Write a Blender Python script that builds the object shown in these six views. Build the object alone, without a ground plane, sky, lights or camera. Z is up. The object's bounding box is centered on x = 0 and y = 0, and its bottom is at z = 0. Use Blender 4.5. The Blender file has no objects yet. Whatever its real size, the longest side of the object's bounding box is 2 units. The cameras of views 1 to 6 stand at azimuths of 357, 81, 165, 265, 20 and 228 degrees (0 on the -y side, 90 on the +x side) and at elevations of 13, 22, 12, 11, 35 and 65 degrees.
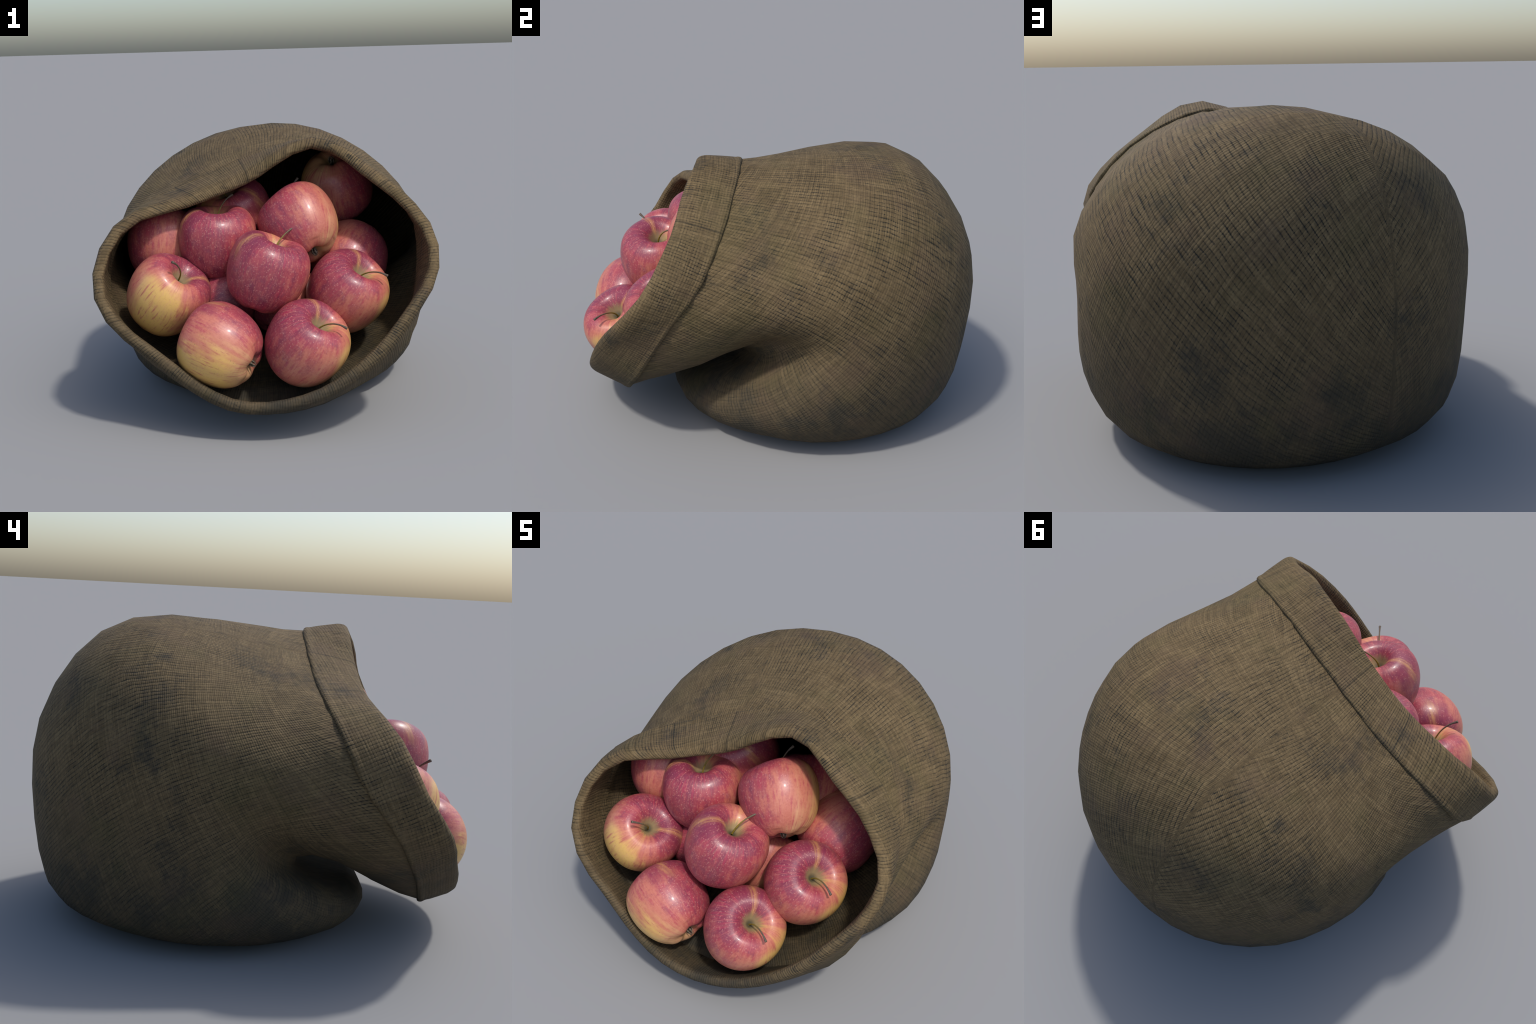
import bpy, math
import numpy as np
from mathutils import Matrix, Vector

rng = np.random.default_rng(7)

# ------------------------------------------------------------------ node helpers
class Nodes:
    """Small expression builder on top of a material node tree."""
    def __init__(self, name):
        self.mat = bpy.data.materials.new(name)
        self.mat.use_nodes = True
        self.t = self.mat.node_tree
        self.t.nodes.clear()
        self.out = self.t.nodes.new("ShaderNodeOutputMaterial")

    def put(self, sock, v):
        if isinstance(v, bpy.types.NodeSocket):
            self.t.links.new(v, sock)
        elif v is not None:
            sock.default_value = v

    def m(self, op, a, b=None, c=None, clamp=False):
        n = self.t.nodes.new("ShaderNodeMath")
        n.operation, n.use_clamp = op, clamp
        for i, v in enumerate((a, b, c)):
            if v is not None:
                self.put(n.inputs[i], v)
        return n.outputs[0]

    def add(self, a, b): return self.m("ADD", a, b)
    def sub(self, a, b): return self.m("SUBTRACT", a, b)
    def mul(self, a, b): return self.m("MULTIPLY", a, b)
    def div(self, a, b): return self.m("DIVIDE", a, b)

    def step(self, v, lo, hi, a=0.0, b=1.0):
        n = self.t.nodes.new("ShaderNodeMapRange")
        n.interpolation_type = "SMOOTHSTEP"
        self.put(n.inputs[0], v)
        for i, x in zip((1, 2, 3, 4), (lo, hi, a, b)):
            n.inputs[i].default_value = x
        return n.outputs[0]

    def bump_at(self, v, centre, width):
        return self.step(self.m("ABSOLUTE", self.sub(v, centre)), 0.0, width, 1.0, 0.0)

    def coord(self):
        return self.t.nodes.new("ShaderNodeTexCoord").outputs["Object"]

    def split(self, v):
        n = self.t.nodes.new("ShaderNodeSeparateXYZ")
        self.put(n.inputs[0], v)
        return n.outputs

    def vec(self, x, y, z):
        n = self.t.nodes.new("ShaderNodeCombineXYZ")
        for i, v in enumerate((x, y, z)):
            self.put(n.inputs[i], v)
        return n.outputs[0]

    def noise(self, v, scale, detail=2.0, rough=0.5):
        n = self.t.nodes.new("ShaderNodeTexNoise")
        self.put(n.inputs["Vector"], v)
        n.inputs["Scale"].default_value = scale
        n.inputs["Detail"].default_value = detail
        n.inputs["Roughness"].default_value = rough
        return n.outputs[0]

    def white(self, v):
        n = self.t.nodes.new("ShaderNodeTexWhiteNoise")
        n.noise_dimensions = "1D"
        self.put(n.inputs["W"], v)
        return n.outputs[0]

    def voronoi(self, v, scale):
        n = self.t.nodes.new("ShaderNodeTexVoronoi")
        self.put(n.inputs["Vector"], v)
        n.inputs["Scale"].default_value = scale
        return n.outputs["Distance"]

    def mix(self, f, a, b, blend="MIX"):
        n = self.t.nodes.new("ShaderNodeMix")
        n.data_type, n.blend_type = "RGBA", blend
        n.clamp_factor = True
        self.put(n.inputs[0], f)
        for s, v in ((n.inputs[6], a), (n.inputs[7], b)):
            self.put(s, v if isinstance(v, bpy.types.NodeSocket) else (*v, 1.0))
        return n.outputs[2]

    def bump(self, h, strength, dist):
        n = self.t.nodes.new("ShaderNodeBump")
        n.inputs["Strength"].default_value = strength
        n.inputs["Distance"].default_value = dist
        self.put(n.inputs["Height"], h)
        return n.outputs[0]

    def finish(self, colour, rough, normal=None, spec=0.5, sheen=0.0, coat=0.0):
        b = self.t.nodes.new("ShaderNodeBsdfPrincipled")
        self.put(b.inputs["Base Color"], colour if isinstance(colour, bpy.types.NodeSocket) else (*colour, 1.0))
        self.put(b.inputs["Roughness"], rough)
        b.inputs["Specular IOR Level"].default_value = spec
        b.inputs["Sheen Weight"].default_value = sheen
        b.inputs["Coat Weight"].default_value = coat
        b.inputs["Coat Roughness"].default_value = 0.12
        if normal is not None:
            self.t.links.new(normal, b.inputs["Normal"])
        self.t.links.new(b.outputs[0], self.out.inputs["Surface"])
        return self.mat


# ------------------------------------------------------------------ burlap
TAN = (0.150, 0.112, 0.060)
GAP = (0.016, 0.016, 0.013)

def weave(N, P, a, b, dark=1.0):
    """Plain weave: a counts the threads of the coarse family, b of the fine one."""
    px, py, pz = N.split(P)
    wob = N.noise(P, 6.0, 2.0)
    wob2 = N.noise(N.vec(py, pz, px), 7.0, 2.0)
    a = N.add(a, N.mul(N.sub(wob, 0.5), 1.0))
    b = N.add(b, N.mul(N.sub(wob2, 0.5), 1.0))
    # uneven spinning: every thread swells, thins and shifts in tone along its length
    sa = N.noise(N.vec(N.mul(a, 0.85), N.mul(b, 0.06), 3.0), 1.0, 2.0, 0.65)
    sb = N.noise(N.vec(N.mul(a, 0.06), N.mul(b, 0.85), 8.0), 1.0, 2.0, 0.65)
    a = N.add(a, N.mul(N.sub(sa, 0.5), 0.5))
    b = N.add(b, N.mul(N.sub(sb, 0.5), 0.5))
    ra = N.m("ABSOLUTE", N.m("SINE", N.mul(a, math.pi)))
    rb = N.m("ABSOLUTE", N.m("SINE", N.mul(b, math.pi)))
    cell = N.noise(N.vec(N.mul(a, 0.9), N.mul(b, 0.33), 1.0), 1.0, 2.0, 0.6)
    cell2 = N.noise(N.vec(N.mul(a, 0.33), N.mul(b, 0.8), 6.0), 1.0, 2.0, 0.6)
    patch = N.step(N.noise(P, 7.0, 3.0, 0.6), 0.32, 0.66, 0.40, 1.15)
    ga = N.mul(N.step(ra, 0.55, 0.0), N.step(cell, 0.36, 0.60, 0.15, 1.1))
    gb = N.mul(N.step(rb, 0.55, 0.0), N.step(cell2, 0.42, 0.66, 0.10, 0.85))
    hole = N.mul(N.mul(N.step(ra, 0.75, 0.1), N.step(rb, 0.8, 0.1)), N.step(cell2, 0.34, 0.56, 0.2, 1.0))
    gap = N.mul(N.m("MINIMUM", N.add(N.add(N.mul(ga, 0.85), N.mul(gb, 0.66)), N.mul(hole, 0.65)), 1.0), patch)
    tone = N.add(N.mul(sa, 0.55), N.mul(sb, 0.55))
    c = N.mix(N.step(tone, 0.33, 0.78), (0.094, 0.064, 0.030), (0.200, 0.141, 0.070))
    c = N.mix(N.step(N.noise(P, 95.0, 3.0, 0.65), 0.42, 0.72, 0.0, 0.50), c, (0.062, 0.046, 0.026))
    c = N.mix(N.mul(gap, 0.95), c, GAP)
    # soft dark blotches, cloth darkening toward the base, greenish and reddish casts
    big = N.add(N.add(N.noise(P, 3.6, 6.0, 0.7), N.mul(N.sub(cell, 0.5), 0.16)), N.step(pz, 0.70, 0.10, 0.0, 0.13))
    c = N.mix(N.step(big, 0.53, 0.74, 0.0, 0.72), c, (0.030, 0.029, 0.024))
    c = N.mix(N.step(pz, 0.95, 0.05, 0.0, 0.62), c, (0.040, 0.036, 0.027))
    c = N.mix(N.step(N.noise(N.vec(pz, px, py), 3.1, 3.0), 0.50, 0.70, 0.0, 0.22), c, (0.070, 0.066, 0.022))
    c = N.mix(N.step(N.noise(N.vec(py, px, pz), 5.0, 3.0), 0.52, 0.72, 0.0, 0.30), c, (0.110, 0.070, 0.046))
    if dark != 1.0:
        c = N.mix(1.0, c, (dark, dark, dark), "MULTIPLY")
    h = N.sub(N.add(N.mul(ra, 0.4), N.mul(rb, 0.3)), N.mul(gap, 0.6))
    return c, h

def body_cloth():
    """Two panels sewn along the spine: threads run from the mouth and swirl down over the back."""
    N = Nodes("burlap_body")
    P = N.coord()
    x, y, z = N.split(P)
    seam = N.add(-0.15, N.mul(N.sub(y, 0.1), -0.08))
    dx = N.m("ABSOLUTE", N.sub(x, seam))
    dy, dz = N.sub(y, 0.25), N.sub(z, 0.60)
    rho = N.m("MAXIMUM", N.m("SQRT", N.add(N.mul(dy, dy), N.mul(dz, dz))), 0.001)
    s = N.div(N.mul(N.m("ARCTAN2", rho, dx), 0.85), rho)
    ry, rz = N.add(N.mul(dy, s), 1.60), N.sub(N.mul(dz, s), 0.38)
    r = N.m("SQRT", N.add(N.mul(ry, ry), N.mul(rz, rz)))
    om = N.m("ARCTAN2", rz, ry)
    swirl = N.step(N.sub(x, seam), -0.01, 0.01, 0.07, 0.11)
    v = N.add(N.mul(om, 1.35), N.mul(N.mul(r, r), swirl))
    u = N.sub(r, N.mul(om, N.mul(swirl, 6.5)))
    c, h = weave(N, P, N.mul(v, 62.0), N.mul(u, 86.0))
    return N.finish(c, 0.78, N.bump(h, 0.45, 0.005), spec=0.18, sheen=0.0)

def cuff_cloth(name, dark=1.0):
    N = Nodes(name)
    P = N.coord()
    x, y, z = N.split(P)
    dy, dz = N.add(y, 0.55), N.sub(z, 0.72)
    up = N.add(N.mul(dy, 0.42), N.mul(dz, 0.907))
    out = N.sub(N.mul(dz, 0.42), N.mul(dy, 0.907))
    ang = N.m("ARCTAN2", up, x)
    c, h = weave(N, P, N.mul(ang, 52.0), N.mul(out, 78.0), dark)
    for at in (1.80, 0.60, 2.35):                         # sewn joins of the hem strip
        c = N.mix(N.mul(N.bump_at(ang, at, 0.012), 0.55), c, GAP)
    return N.finish(c, 0.78, N.bump(h, 0.45, 0.005), spec=0.18, sheen=0.0)


# ------------------------------------------------------------------ mesh helpers
def grid_mesh(name, G, closed=True, cap_first=False, flip=False):
    """G: (rows, cols, 3) rows of closed loops."""
    n, m, _ = G.shape
    verts = G.reshape(-1, 3).tolist()
    faces = []
    for i in range(n - 1):
        for j in range(m):
            k = (j + 1) % m
            if not closed and k == 0:
                continue
            f = (i * m + j, i * m + k, (i + 1) * m + k, (i + 1) * m + j)
            faces.append(f[::-1] if flip else f)
    if cap_first:
        c = len(verts)
        verts.append(G[0].mean(0).tolist())
        for j in range(m):
            f = (c, (j + 1) % m, j)
            faces.append(f[::-1] if flip else f)
    me = bpy.data.meshes.new(name)
    me.from_pydata(verts, [], faces)
    me.polygons.foreach_set("use_smooth", [True] * len(me.polygons))
    me.update()
    return me

def new_object(name, me, mat=None, parent=None):
    o = bpy.data.objects.new(name, me)
    bpy.context.scene.collection.objects.link(o)
    if mat is not None and me is not None and not me.materials:
        me.materials.append(mat)
    if parent is not None:
        o.parent = parent
    return o

def catmull(points, sub):
    """Catmull-Rom through rows of points (rows, ..., 3), open ended."""
    P = np.asarray(points, float)
    n, out = len(P), []
    for i in range(n - 1):
        p0, p1, p2, p3 = P[max(i - 1, 0)], P[i], P[i + 1], P[min(i + 2, n - 1)]
        for k in range(sub):
            t = k / sub
            out.append(0.5 * (2 * p1 + (p2 - p0) * t + (2 * p0 - 5 * p1 + 4 * p2 - p3) * t * t + (3 * p1 - p0 - 3 * p2 + p3) * t ** 3))
    out.append(P[-1])
    return np.array(out)

COLS = 180
TH = np.arange(COLS) * 2 * np.pi / COLS

def closed_curve(points, centre):
    """Resample a closed edge so that column j looks out from the centre at angle TH[j]."""
    C = np.array(points)
    C = np.vstack([C, C[:1]])
    P = np.vstack([C[-3:-1], C, C[1:3]])
    dense = catmull(P, 16)[32:-32 - 1]
    up = np.array([0.0, 0.42, 0.9])
    ang = np.arctan2((dense - centre) @ up, dense[:, 0] - centre[0]) % (2 * np.pi)
    o = np.argsort(ang)
    a, d = ang[o], dense[o]
    a = np.r_[a - 2 * np.pi, a, a + 2 * np.pi]
    d = np.vstack([d] * 3)
    return np.stack([np.interp(TH, a, d[:, i]) for i in range(3)], -1)

def smooth_loop(V, w):
    k = np.hanning(2 * w + 3)[1:-1]
    k /= k.sum()
    return sum(np.roll(V, s, 0) * kk for s, kk in zip(range(-w, w + 1), k))

# ------------------------------------------------------------------ the sack
# Loops of the sack from its base to the neck. Each loop lies in a plane leaning from its
# front point to its back point (y, z); then half width, sideways centre, how far towards
# the back the widest place sits, sideways lean, and squareness of the outline.
LOOPS = [
    # back y, z     front y, z     half  x     widest lean   square
    (0.736, -0.031, -0.230, -0.010, 0.551, 0.047, -0.006, 0.070, 1.815),
    (0.913, 0.058, -0.435, 0.011, 0.685, 0.029, -0.044, 0.001, 1.952),
    (0.957, 0.156, -0.512, 0.078, 0.779, 0.028, -0.070, 0.001, 2.181),
    (0.997, 0.444, -0.548, 0.142, 0.824, 0.044, -0.097, 0.007, 2.121),
    (1.027, 0.772, -0.470, 0.212, 0.824, 0.033, -0.098, 0.019, 1.951),
    (0.968, 0.969, -0.280, 0.262, 0.830, 0.039, -0.150, 0.028, 2.127),
    (0.757, 1.283, -0.200, 0.300, 0.824, 0.013, -0.123, -0.009, 2.139),
    (0.562, 1.392, -0.340, 0.345, 0.844, 0.054, -0.135, -0.011, 2.054),
    (0.148, 1.346, -0.572, 0.208, 0.802, 0.023, -0.184, 0.136, 1.742),
]
# the stitched edge of the turned-back hem, once round the neck
HEM_EDGE = [
    (.759, -.465, .89), (.74, -.441, .945), (.675, -.391, 1.042), (.588, -.347, 1.135), (.483, -.307, 1.212),
    (.364, -.27, 1.273), (.235, -.238, 1.315), (.1, -.219, 1.304), (-.066, -.216, 1.253), (-.219, -.217, 1.193),
    (-.375, -.226, 1.128), (-.53, -.244, 1.068), (-.678, -.276, .992), (-.79, -.31, .90), (-.835, -.35, .81),
    (-.847, -.421, .693), (-.84, -.5, .6), (-.77, -.579, .486), (-.663, -.638, .378), (-.542, -.691, .284),
    (-.391, -.74, .19), (-.24, -.785, .121), (-.09, -.812, .10), (.065, -.815, .105), (.222, -.805, .14),
    (.37, -.795, .21), (.47, -.785, .26), (.557, -.769, .324), (.648, -.722, .442), (.68, -.685, .52),
    (.725, -.62, .65), (.75, -.54, .78)]
# the fold of the mouth
MOUTH_EDGE = [
    (.219, -.445, 1.317), (.117, -.440, 1.286), (.024, -.438, 1.229), (-.065, -.438, 1.166), (-.165, -.438, 1.119),
    (-.270, -.438, 1.082), (-.374, -.447, 1.047), (-.480, -.459, 1.023), (-.588, -.474, 1.007), (-.684, -.495, .973),
    (-.752, -.545, .908), (-.804, -.580, .822), (-.828, -.632, .726), (-.808, -.703, .638), (-.750, -.757, .561),
    (-.673, -.795, .499), (-.589, -.822, .442), (-.508, -.855, .385), (-.429, -.888, .327), (-.349, -.912, .270),
    (-.258, -.934, .222), (-.161, -.950, .199), (-.060, -.967, .200), (.040, -.978, .219), (.138, -.979, .246),
    (.231, -.974, .287), (.316, -.966, .343), (.396, -.956, .405), (.471, -.941, .473), (.540, -.917, .546),
    (.609, -.885, .618), (.681, -.844, .690), (.728, -.783, .774), (.735, -.713, .866), (.696, -.658, .955),
    (.630, -.611, 1.030), (.559, -.570, 1.097), (.473, -.544, 1.159), (.395, -.516, 1.228), (.316, -.474, 1.290)]

def loop(by, bz, fy, fz, half, x0, widest, lean, square):
    c, s = np.cos(TH), np.sin(TH)
    cx = np.sign(c) * np.abs(c) ** (2 / square)
    sy = np.sign(s) * np.abs(s) ** (2 / square)
    sy = sy + widest * (1 - sy ** 2)
    t = (sy + 1) / 2
    return np.stack([x0 + half * cx + lean * sy, fy + (by - fy) * t, fz + (bz - fz) * t], -1)

hem = smooth_loop(closed_curve(HEM_EDGE, np.array([0, -.53, .72])), 3)
mouth = smooth_loop(closed_curve(MOUTH_EDGE, np.array([0, -.65, .70])), 2)
along = mouth - hem
width = np.linalg.norm(along, axis=1, keepdims=True)
along /= width
round_ = np.roll(hem + mouth, -3, 0) - np.roll(hem + mouth, 3, 0)
outward = np.cross(round_, along)
outward /= np.linalg.norm(outward, axis=1, keepdims=True)
outward *= np.sign((outward * (hem - hem.mean(0))).sum(1).mean())
outward = smooth_loop(outward, 5)
outward /= np.linalg.norm(outward, axis=1, keepdims=True)

loops = [loop(*p) for p in LOOPS]
neck = hem - 0.010 * outward
base_centre = np.tile(loops[0].mean(0) * [1, 1, 0] + [0, 0, 0.001], (COLS, 1))
outer = catmull(np.stack([base_centre + (loops[0] - base_centre) * 0.02] + loops + [neck]), 9)

def relax(G, weight, rounds, ease):
    """Let the cloth fall smooth along its length; weight says how much, column by column."""
    n = len(G)
    i = np.arange(n)
    fade = np.minimum(1, np.minimum(i, n - 1 - i) / ease)
    W = (fade[:, None] * weight[None, :])[..., None] * 0.5
    for _ in range(rounds):
        L = np.zeros_like(G)
        L[1:-1] = (G[:-2] + G[2:]) / 2 - G[1:-1]
        G = G + W * L
    return G

deg = np.degrees(TH)
deg = np.where(deg > 270, deg - 360, deg)
below = np.maximum(0, np.maximum(-deg, deg - 180))          # how far round to the front underside
slack = 1 - np.clip((below - 30) / 42, 0, 1)
outer = relax(outer, 0.03 + 0.97 * slack * slack * (3 - 2 * slack), 101, 1.2 * 9)
# on the right the fold climbs higher up the side
lift = np.exp(-(((outer - np.array((.62, -.20, .46))) / np.array((.36, .24, .22))) ** 2).sum(-1))
outer = outer + lift[..., None] * np.array((0.0, .03, .115))
# a hollow is pinched in on each side where the neck folds over the base
for spot, reach, depth in (((.74, -.10, .60), (.2, .20, .14), (-.085, .03, .0)), ((-.68, -.10, .46), (.2, .16, .12), (.06, .03, -.01))):
    k = np.exp(-(((outer - np.array(spot)) / np.array(reach)) ** 2).sum(-1))
    outer = outer + k[..., None] * np.array(depth)
under_hem = neck + 0.035 * along - 0.006 * outward
outer = np.concatenate([outer, under_hem[None]])
outer[..., 2] = np.maximum(outer[..., 2], 0.0005)

def grid_normals(G):
    du = np.gradient(G, axis=0)
    dv = np.roll(G, -1, 1) - np.roll(G, 1, 1)
    n = np.cross(dv, du)
    return n / np.maximum(np.linalg.norm(n, axis=-1, keepdims=True), 1e-9)

nrm = grid_normals(outer)
if (nrm[40] * (outer[40] - outer[40].mean(0))).sum() < 0:
    nrm = -nrm

def facing_out(G):
    """True when grid_mesh's winding gives normals that point away from the loop centre."""
    i = len(G) // 2
    n = np.cross(G[i, 1] - G[i, 0], G[i + 1, 0] - G[i, 0])
    return n @ (G[i, 0] - G[i].mean(0)) > 0

flip = not facing_out(outer)
cloth_body, cloth_cuff = body_cloth(), cuff_cloth("burlap_hem")
cloth_inside = cuff_cloth("burlap_lining", 0.8)  # same burlap, colour multiplied down to paint in the shadow inside the mouth

sack = new_object("burlap_sack", None)
sack["label"] = "slumped brown burlap sack with a wide turned-back hem"
sack["category"] = "sack"
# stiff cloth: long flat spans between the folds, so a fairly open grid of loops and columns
keep = sorted(set(range(0, len(outer) - 2, 5)) | {len(outer) - 2, len(outer) - 1})
new_object("sack_body", grid_mesh("sack_body", outer[keep][:, ::5], cap_first=True, flip=flip), cloth_body, sack)

# the hem: a doubled strip folded out over the neck, cross-section in (along, outward)
end = mouth + 0.016 * outward
axis = end - hem
length = np.linalg.norm(axis, axis=1, keepdims=True)
axis /= length
SECTION = [  # share of length, metres along, metres outward
    (0, .030, -.016), (0, -.001, -.014), (0, -.004, -.006), (0, .000, .000), (0, .010, .004), (0, .028, .004),
    (.3, 0, .009), (.6, 0, .015), (1, -.050, .017), (1, -.024, .012), (1, -.009, .002), (1, -.001, -.011),
    (1, .000, -.022), (1, -.006, -.033), (1, -.022, -.039), (1, -.05, -.040), (.5, 0, -.042), (0, .02, -.044), (0, -.02, -.046)]
sec = np.stack([hem + axis * (s * length + t) + outward * o for s, t, o in SECTION])
sec = catmull(sec, 4)
pucker = smooth_loop(rng.normal(0, 0.007, (COLS, 1)), 2)               # uneven hand-sewn edge
for i in range(30):
    sec[i] += axis * pucker * max(0.0, 1 - i / 30)
new_object("hem", grid_mesh("hem", sec[:, ::4], flip=not facing_out(sec[:40])), cloth_cuff, sack)

# inner face of the sack below the hem
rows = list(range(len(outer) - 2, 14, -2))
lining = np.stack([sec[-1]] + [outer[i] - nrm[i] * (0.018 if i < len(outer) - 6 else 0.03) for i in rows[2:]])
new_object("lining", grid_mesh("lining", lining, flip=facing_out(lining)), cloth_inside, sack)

# ------------------------------------------------------------------ apples
def apple_skin():
    N = Nodes("apple_skin")
    P = N.coord()
    x, y, z = N.split(P)
    rho = N.m("MAXIMUM", N.m("SQRT", N.add(N.mul(x, x), N.mul(y, y))), 0.004)
    cx, cy = N.div(x, rho), N.div(y, rho)
    h = N.div(z, 0.2)
    # direction round the stem with a slow twist, as input of all the stripes
    def streak(f, k, seed, detail=3.0, rough=0.6):
        return N.noise(N.vec(N.add(N.mul(cx, f), seed), N.mul(cy, f), N.mul(z, k)), 1.0, detail, rough)
    soft = N.noise(P, 7.0, 3.0)
    toward = lambda deg: N.add(N.mul(cx, math.cos(math.radians(deg))), N.mul(cy, math.sin(math.radians(deg))))
    red = N.add(N.mul(toward(212.0), 0.72), N.mul(N.sub(soft, 0.5), 1.0))
    red = N.add(red, N.mul(N.sub(streak(5.0, 5.0, 2.0), 0.5), 1.5))
    red = N.add(red, N.mul(N.step(h, 0.50, 0.95), 0.75))           # redder round the shoulder
    red = N.sub(red, N.mul(N.step(h, -0.60, -1.0), 0.42))          # paler round the flower end
    red = N.add(red, 0.12)
    red = N.sub(red, N.mul(N.step(toward(42.0), 0.55, 0.98), 0.20))
    cream = N.mix(N.step(toward(48.0), 0.2, 1.0), (0.60, 0.31, 0.17), (0.68, 0.42, 0.12))
    cream = N.mix(N.step(h, -0.5, -0.95), cream, (0.54, 0.31, 0.15))
    c = N.mix(N.step(red, -0.78, 0.02), cream, (0.50, 0.155, 0.105))
    c = N.mix(N.step(red, 0.0, 0.55), c, (0.37, 0.062, 0.075))
    c = N.mix(N.step(red, 0.40, 1.05), c, (0.215, 0.029, 0.055))
    # broad dull mottling, crimson dashes on the paler skin, fine lighter streaks in the red
    c = N.mix(N.mul(N.step(N.noise(P, 22.0, 4.0, 0.65), 0.44, 0.68, 0.0, 0.55), N.step(red, -0.1, 0.45)), c, (0.17, 0.040, 0.075))
    dash = N.mul(N.step(streak(17.0, 12.0, 5.0, 2.0), 0.52, 0.63), N.step(N.noise(P, 12.0, 2.0), 0.40, 0.58))
    c = N.mix(N.mul(dash, 0.60), c, (0.38, 0.038, 0.070))
    c = N.mix(N.step(streak(24.0, 24.0, 9.0, 3.0), 0.50, 0.72, 0.0, 0.30), c, (0.60, 0.22, 0.16))
    speckle = N.noise(P, 85.0, 3.0, 0.7)
    c = N.mix(N.mul(N.step(speckle, 0.50, 0.70, 0.0, 0.40), N.step(red, -0.5, 0.3, 0.4, 1.0)), c, (0.24, 0.030, 0.060))
    c = N.mix(N.step(speckle, 0.48, 0.30, 0.0, 0.28), c, (0.58, 0.25, 0.19))
    # one yellow stripe running out of the stem hollow, with darker red on both sides
    ragged = N.add(N.mul(N.sub(streak(9.0, 12.0, 1.0), 0.5), 0.08), N.mul(N.sub(soft, 0.5), 0.10))
    stripe = N.add(toward(160.0), ragged)
    shoulder = N.mul(N.step(h, 0.10, 0.50), N.step(h, 1.0, 0.85))
    c = N.mix(N.mul(N.step(stripe, 0.80, 0.92, 0.0, 0.50), shoulder), c, (0.20, 0.026, 0.055))
    c = N.mix(N.mul(N.step(stripe, 0.97, 1.03, 0.0, 0.8), N.step(h, 0.0, 0.6)), c, (0.62, 0.33, 0.11))
    # pale pores, thicker on the red side, and a few dark specks on the yellow one
    pores = N.step(N.voronoi(P, 78.0), 0.10, 0.32, 0.42, 0.0)
    pores = N.mul(pores, N.step(red, -0.10, 0.40, 0.0, 1.0))
    c = N.mix(pores, c, (0.58, 0.27, 0.23))
    specks = N.mul(N.step(N.voronoi(P, 31.0), 0.05, 0.09, 0.6, 0.0), N.step(red, 0.1, -0.2))
    c = N.mix(specks, c, (0.16, 0.12, 0.05))
    # russet in the stem hollow, greenish flower end
    ray = N.mul(N.sub(streak(8.0, 0.5, 4.0), 0.5), 0.05)
    hollow = N.mul(N.step(N.add(rho, ray), 0.060, 0.030), N.step(z, 0.02, 0.08))
    c = N.mix(N.mul(hollow, 0.9), c, (0.25, 0.19, 0.09))
    c = N.mix(N.mul(N.step(rho, 0.030, 0.010), N.step(z, 0.02, 0.08)), c, (0.055, 0.045, 0.02))
    eye = N.mul(N.step(rho, 0.055, 0.022), N.step(z, -0.05, -0.10))
    c = N.mix(N.mul(eye, 0.75), c, (0.22, 0.17, 0.07))
    bumps = N.add(N.noise(P, 26.0, 2.0), N.mul(N.noise(P, 150.0, 2.0), 0.12))
    rough = N.add(0.40, N.mul(hollow, 0.3))
    return N.finish(c, rough, N.bump(bumps, 0.10, 0.006), spec=0.5, coat=0.08)

def stem_bark():
    N = Nodes("apple_stem")
    P = N.coord()
    z = N.split(P)[2]
    c = N.mix(N.step(z, 0.15, 0.235), (0.21, 0.155, 0.022), (0.13, 0.10, 0.075))
    c = N.mix(N.step(N.noise(P, 90.0, 2.0), 0.45, 0.7, 0.0, 0.6), c, (0.07, 0.05, 0.03))
    return N.finish(c, 0.6, N.bump(N.noise(P, 160.0, 2.0), 0.3, 0.002), spec=0.3)

def sepal_skin():
    N = Nodes("apple_calyx")
    P = N.coord()
    c = N.mix(N.step(N.noise(P, 120.0, 2.0), 0.35, 0.65), (0.06, 0.05, 0.035), (0.26, 0.23, 0.18))
    return N.finish(c, 0.85, spec=0.2)

# half outline from the bottom of the flower eye to the bottom of the stem hollow: radius, height
OUTLINE = [(.003, -.150), (.014, -.153), (.024, -.162), (.038, -.180), (.055, -.193), (.078, -.196), (.108, -.184),
           (.140, -.158), (.167, -.118), (.186, -.067), (.1965, -.010), (.1985, .040), (.192, .092), (.174, .136),
           (.147, .167), (.116, .182), (.088, .181), (.064, .167), (.045, .146), (.030, .124), (.017, .108), (.004, .101)]

def apple_mesh():
    prof = catmull([(r, z, 0) for r, z in OUTLINE], 5)[:, :2]
    m = 96
    a = np.arange(m) * 2 * np.pi / m
    r, z = prof[:, :1], prof[:, 1:]
    low = np.clip((-z - 0.02) / 0.17, 0, 1)
    high = np.clip((z - 0.08) / 0.1, 0, 1)
    ring = np.clip(r / 0.06, 0, 1)
    rr = r * (1 + 0.014 * np.cos(2 * a + 0.6) + 0.010 * np.cos(3 * a + 2.0) + 0.012 * low * ring * np.cos(5 * a) + 0.012 * high * np.cos(5 * a + 0.3))
    z = z * 0.93
    zz = z + ring * (0.006 * np.cos(a - 0.9) * high + 0.004 * np.cos(5 * a) * low * (r < 0.12) + 0.006 * np.cos(2 * a + 1.2) * high)
    G = np.stack([rr * np.cos(a), rr * np.sin(a), zz + 0 * a], -1)
    return grid_mesh("apple", G, cap_first=True, flip=not facing_out(G))

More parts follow.
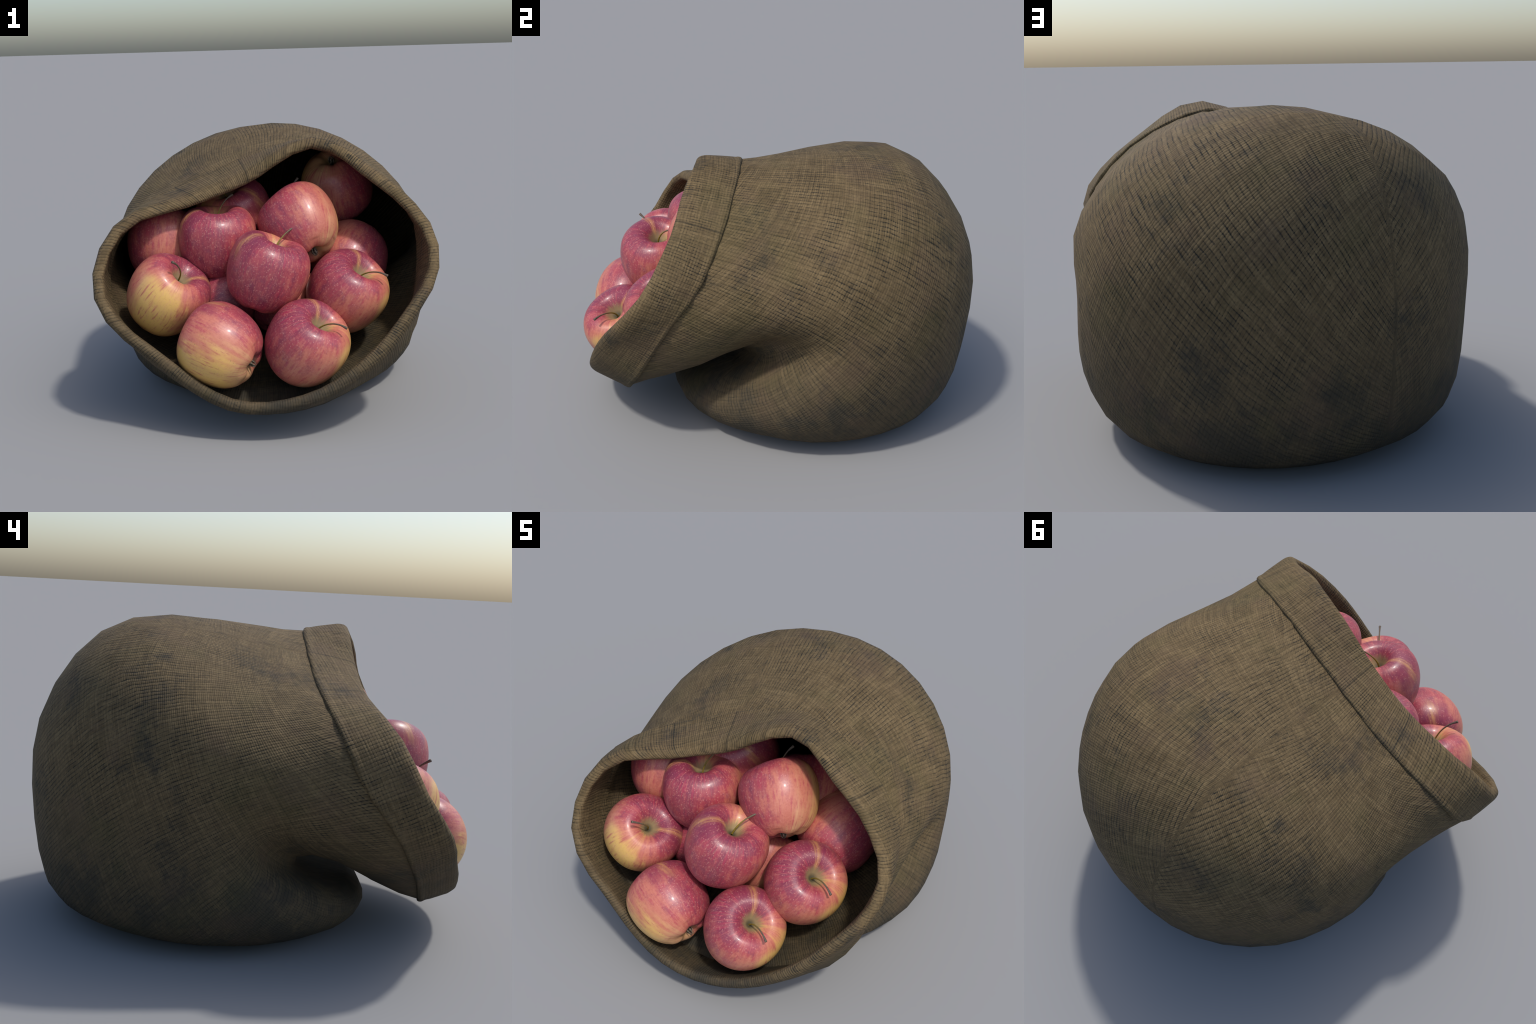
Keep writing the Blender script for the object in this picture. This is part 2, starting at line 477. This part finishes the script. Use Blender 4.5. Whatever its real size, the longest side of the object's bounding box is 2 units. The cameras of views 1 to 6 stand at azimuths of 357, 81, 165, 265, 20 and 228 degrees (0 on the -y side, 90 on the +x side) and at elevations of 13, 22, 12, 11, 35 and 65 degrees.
def stem_mesh():
    path = catmull([(0, 0, .098), (.003, 0, .125), (.016, .002, .160), (.042, .003, .197), (.078, .002, .228), (.116, 0, .246)], 5)
    n, m = len(path), 10
    a = np.arange(m) * 2 * np.pi / m
    G = []
    for i, p in enumerate(path):
        t = path[min(i + 1, n - 1)] - path[max(i - 1, 0)]
        t /= np.linalg.norm(t)
        s = np.array([0, 1.0, 0])
        w = np.cross(t, s)
        k = i / (n - 1)
        rad = 0.0052 - 0.0016 * math.sin(math.pi * k) + 0.0022 * max(0, k - 0.82) / 0.18
        G.append(p + rad * (np.outer(np.cos(a), s) + np.outer(np.sin(a), w)))
    G.append(np.tile(path[-1] + 0.0015 * t, (m, 1)) + 0.3 * (G[-1] - path[-1]))
    G = np.array(G)
    return grid_mesh("stem", G, flip=not facing_out(G))

def calyx_mesh():
    """Five dry curled sepals round a tuft in the flower eye."""
    verts, faces = [], []
    for k in range(5):
        a0 = k * 2 * np.pi / 5 + 0.3
        rows_ = []
        for i, (r, z, w) in enumerate([(.006, -.146, .006), (.012, -.160, .008), (.015, -.176, .006), (.011, -.190, .003), (.004, -.198, .0008)]):
            d = np.array([math.cos(a0), math.sin(a0), 0])
            s = np.array([-math.sin(a0), math.cos(a0), 0])
            c = d * r + np.array([0, 0, z])
            rows_.append([c - s * w, c + d * 0.0016, c + s * w, c - d * 0.0016])
        b = len(verts)
        for row in rows_:
            verts += [p.tolist() for p in row]
        for i in range(4):
            for j in range(4):
                faces.append((b + i * 4 + j, b + i * 4 + (j + 1) % 4, b + i * 4 + 4 + (j + 1) % 4, b + i * 4 + 4 + j))
        faces.append(tuple(b + 16 + j for j in range(4)))
    me = bpy.data.meshes.new("calyx")
    me.from_pydata(verts, [], faces)
    me.polygons.foreach_set("use_smooth", [True] * len(me.polygons))
    me.update()
    return me

skin, bark, dry = apple_skin(), stem_bark(), sepal_skin()
flesh, stalk, eye = apple_mesh(), stem_mesh(), calyx_mesh()

# centre, stem direction, a direction on the fruit and the angle round the stem that faces it
# (0: where the stem bends to, 160: the yellow stripe, 232: the deepest red)
APPLES = [
    ((-.510, -.549, .620), (.52, -.40, .76), (-.087, -.068, .021), 0),
    ((-.266, -.769, .428), (-.81, .44, .38), (-.24, .14, .96), 160, 1.0, .80),
    ((-.035, -.624, .735), (.35, .02, .94), (-.45, -.31, .84), 160),
    ((.127, -.798, .428), (.48, -.37, .79), (.068, -.072, -.073), 0),
    ((.347, -.591, .612), (.51, -.37, .78), (.068, -.072, -.073), 0),
    ((-.260, -.374, .837), (.01, .03, 1.0), (-.85, -.30, .40), 160),
    ((.146, -.389, .912), (-.36, .63, .68), (.085, -.001, .049), 0),
    ((.419, -.261, .703), (-.50, -.60, -.60), (1, 0, .1), 195),
    ((-.525, -.220, .800), (.10, .30, .95), (-.3, -.95, 0), 285),
    ((.385, .000, 1.040), (.20, .45, -.87), (0, -1, 0), 285),
    ((-.160, -.110, .925), (-.30, -.40, .85), (.6, -.6, .3), 160),
    ((.060, -.400, .530), (.2, .6, .75), (0, -1, 0), 300, .9),
    ((-.240, -.420, .550), (.9, .3, .2), (0, -1, 0), 230, .82),
    ((.205, -.120, .800), (-.1, .7, .7), (0, -1, 0), 250),
]

for centre, stem_dir, toward, angle, *size in APPLES:
    zz = Vector(stem_dir).normalized()
    d = Vector(toward)
    d = (d - zz * d.dot(zz)).normalized()
    e = zz.cross(d)
    a = math.radians(-angle)
    xx = d * math.cos(a) + e * math.sin(a)
    yy = zz.cross(xx)
    apple = new_object("apple", flesh, skin)
    apple.matrix_world = Matrix.Translation(centre) @ Matrix.Scale(0.97 * (size[0] if size else 1.0), 4) @ Matrix((xx, yy, zz)).transposed().to_4x4()
    apple["label"] = "ripe red apple streaked with pink and yellow"
    apple["category"] = "apple"
    stem = new_object("stem", stalk, bark, apple)
    stem.scale = [size[1] if len(size) > 1 else rng.uniform(.94, 1.04)] * 3
    new_object("calyx", eye, dry, apple)
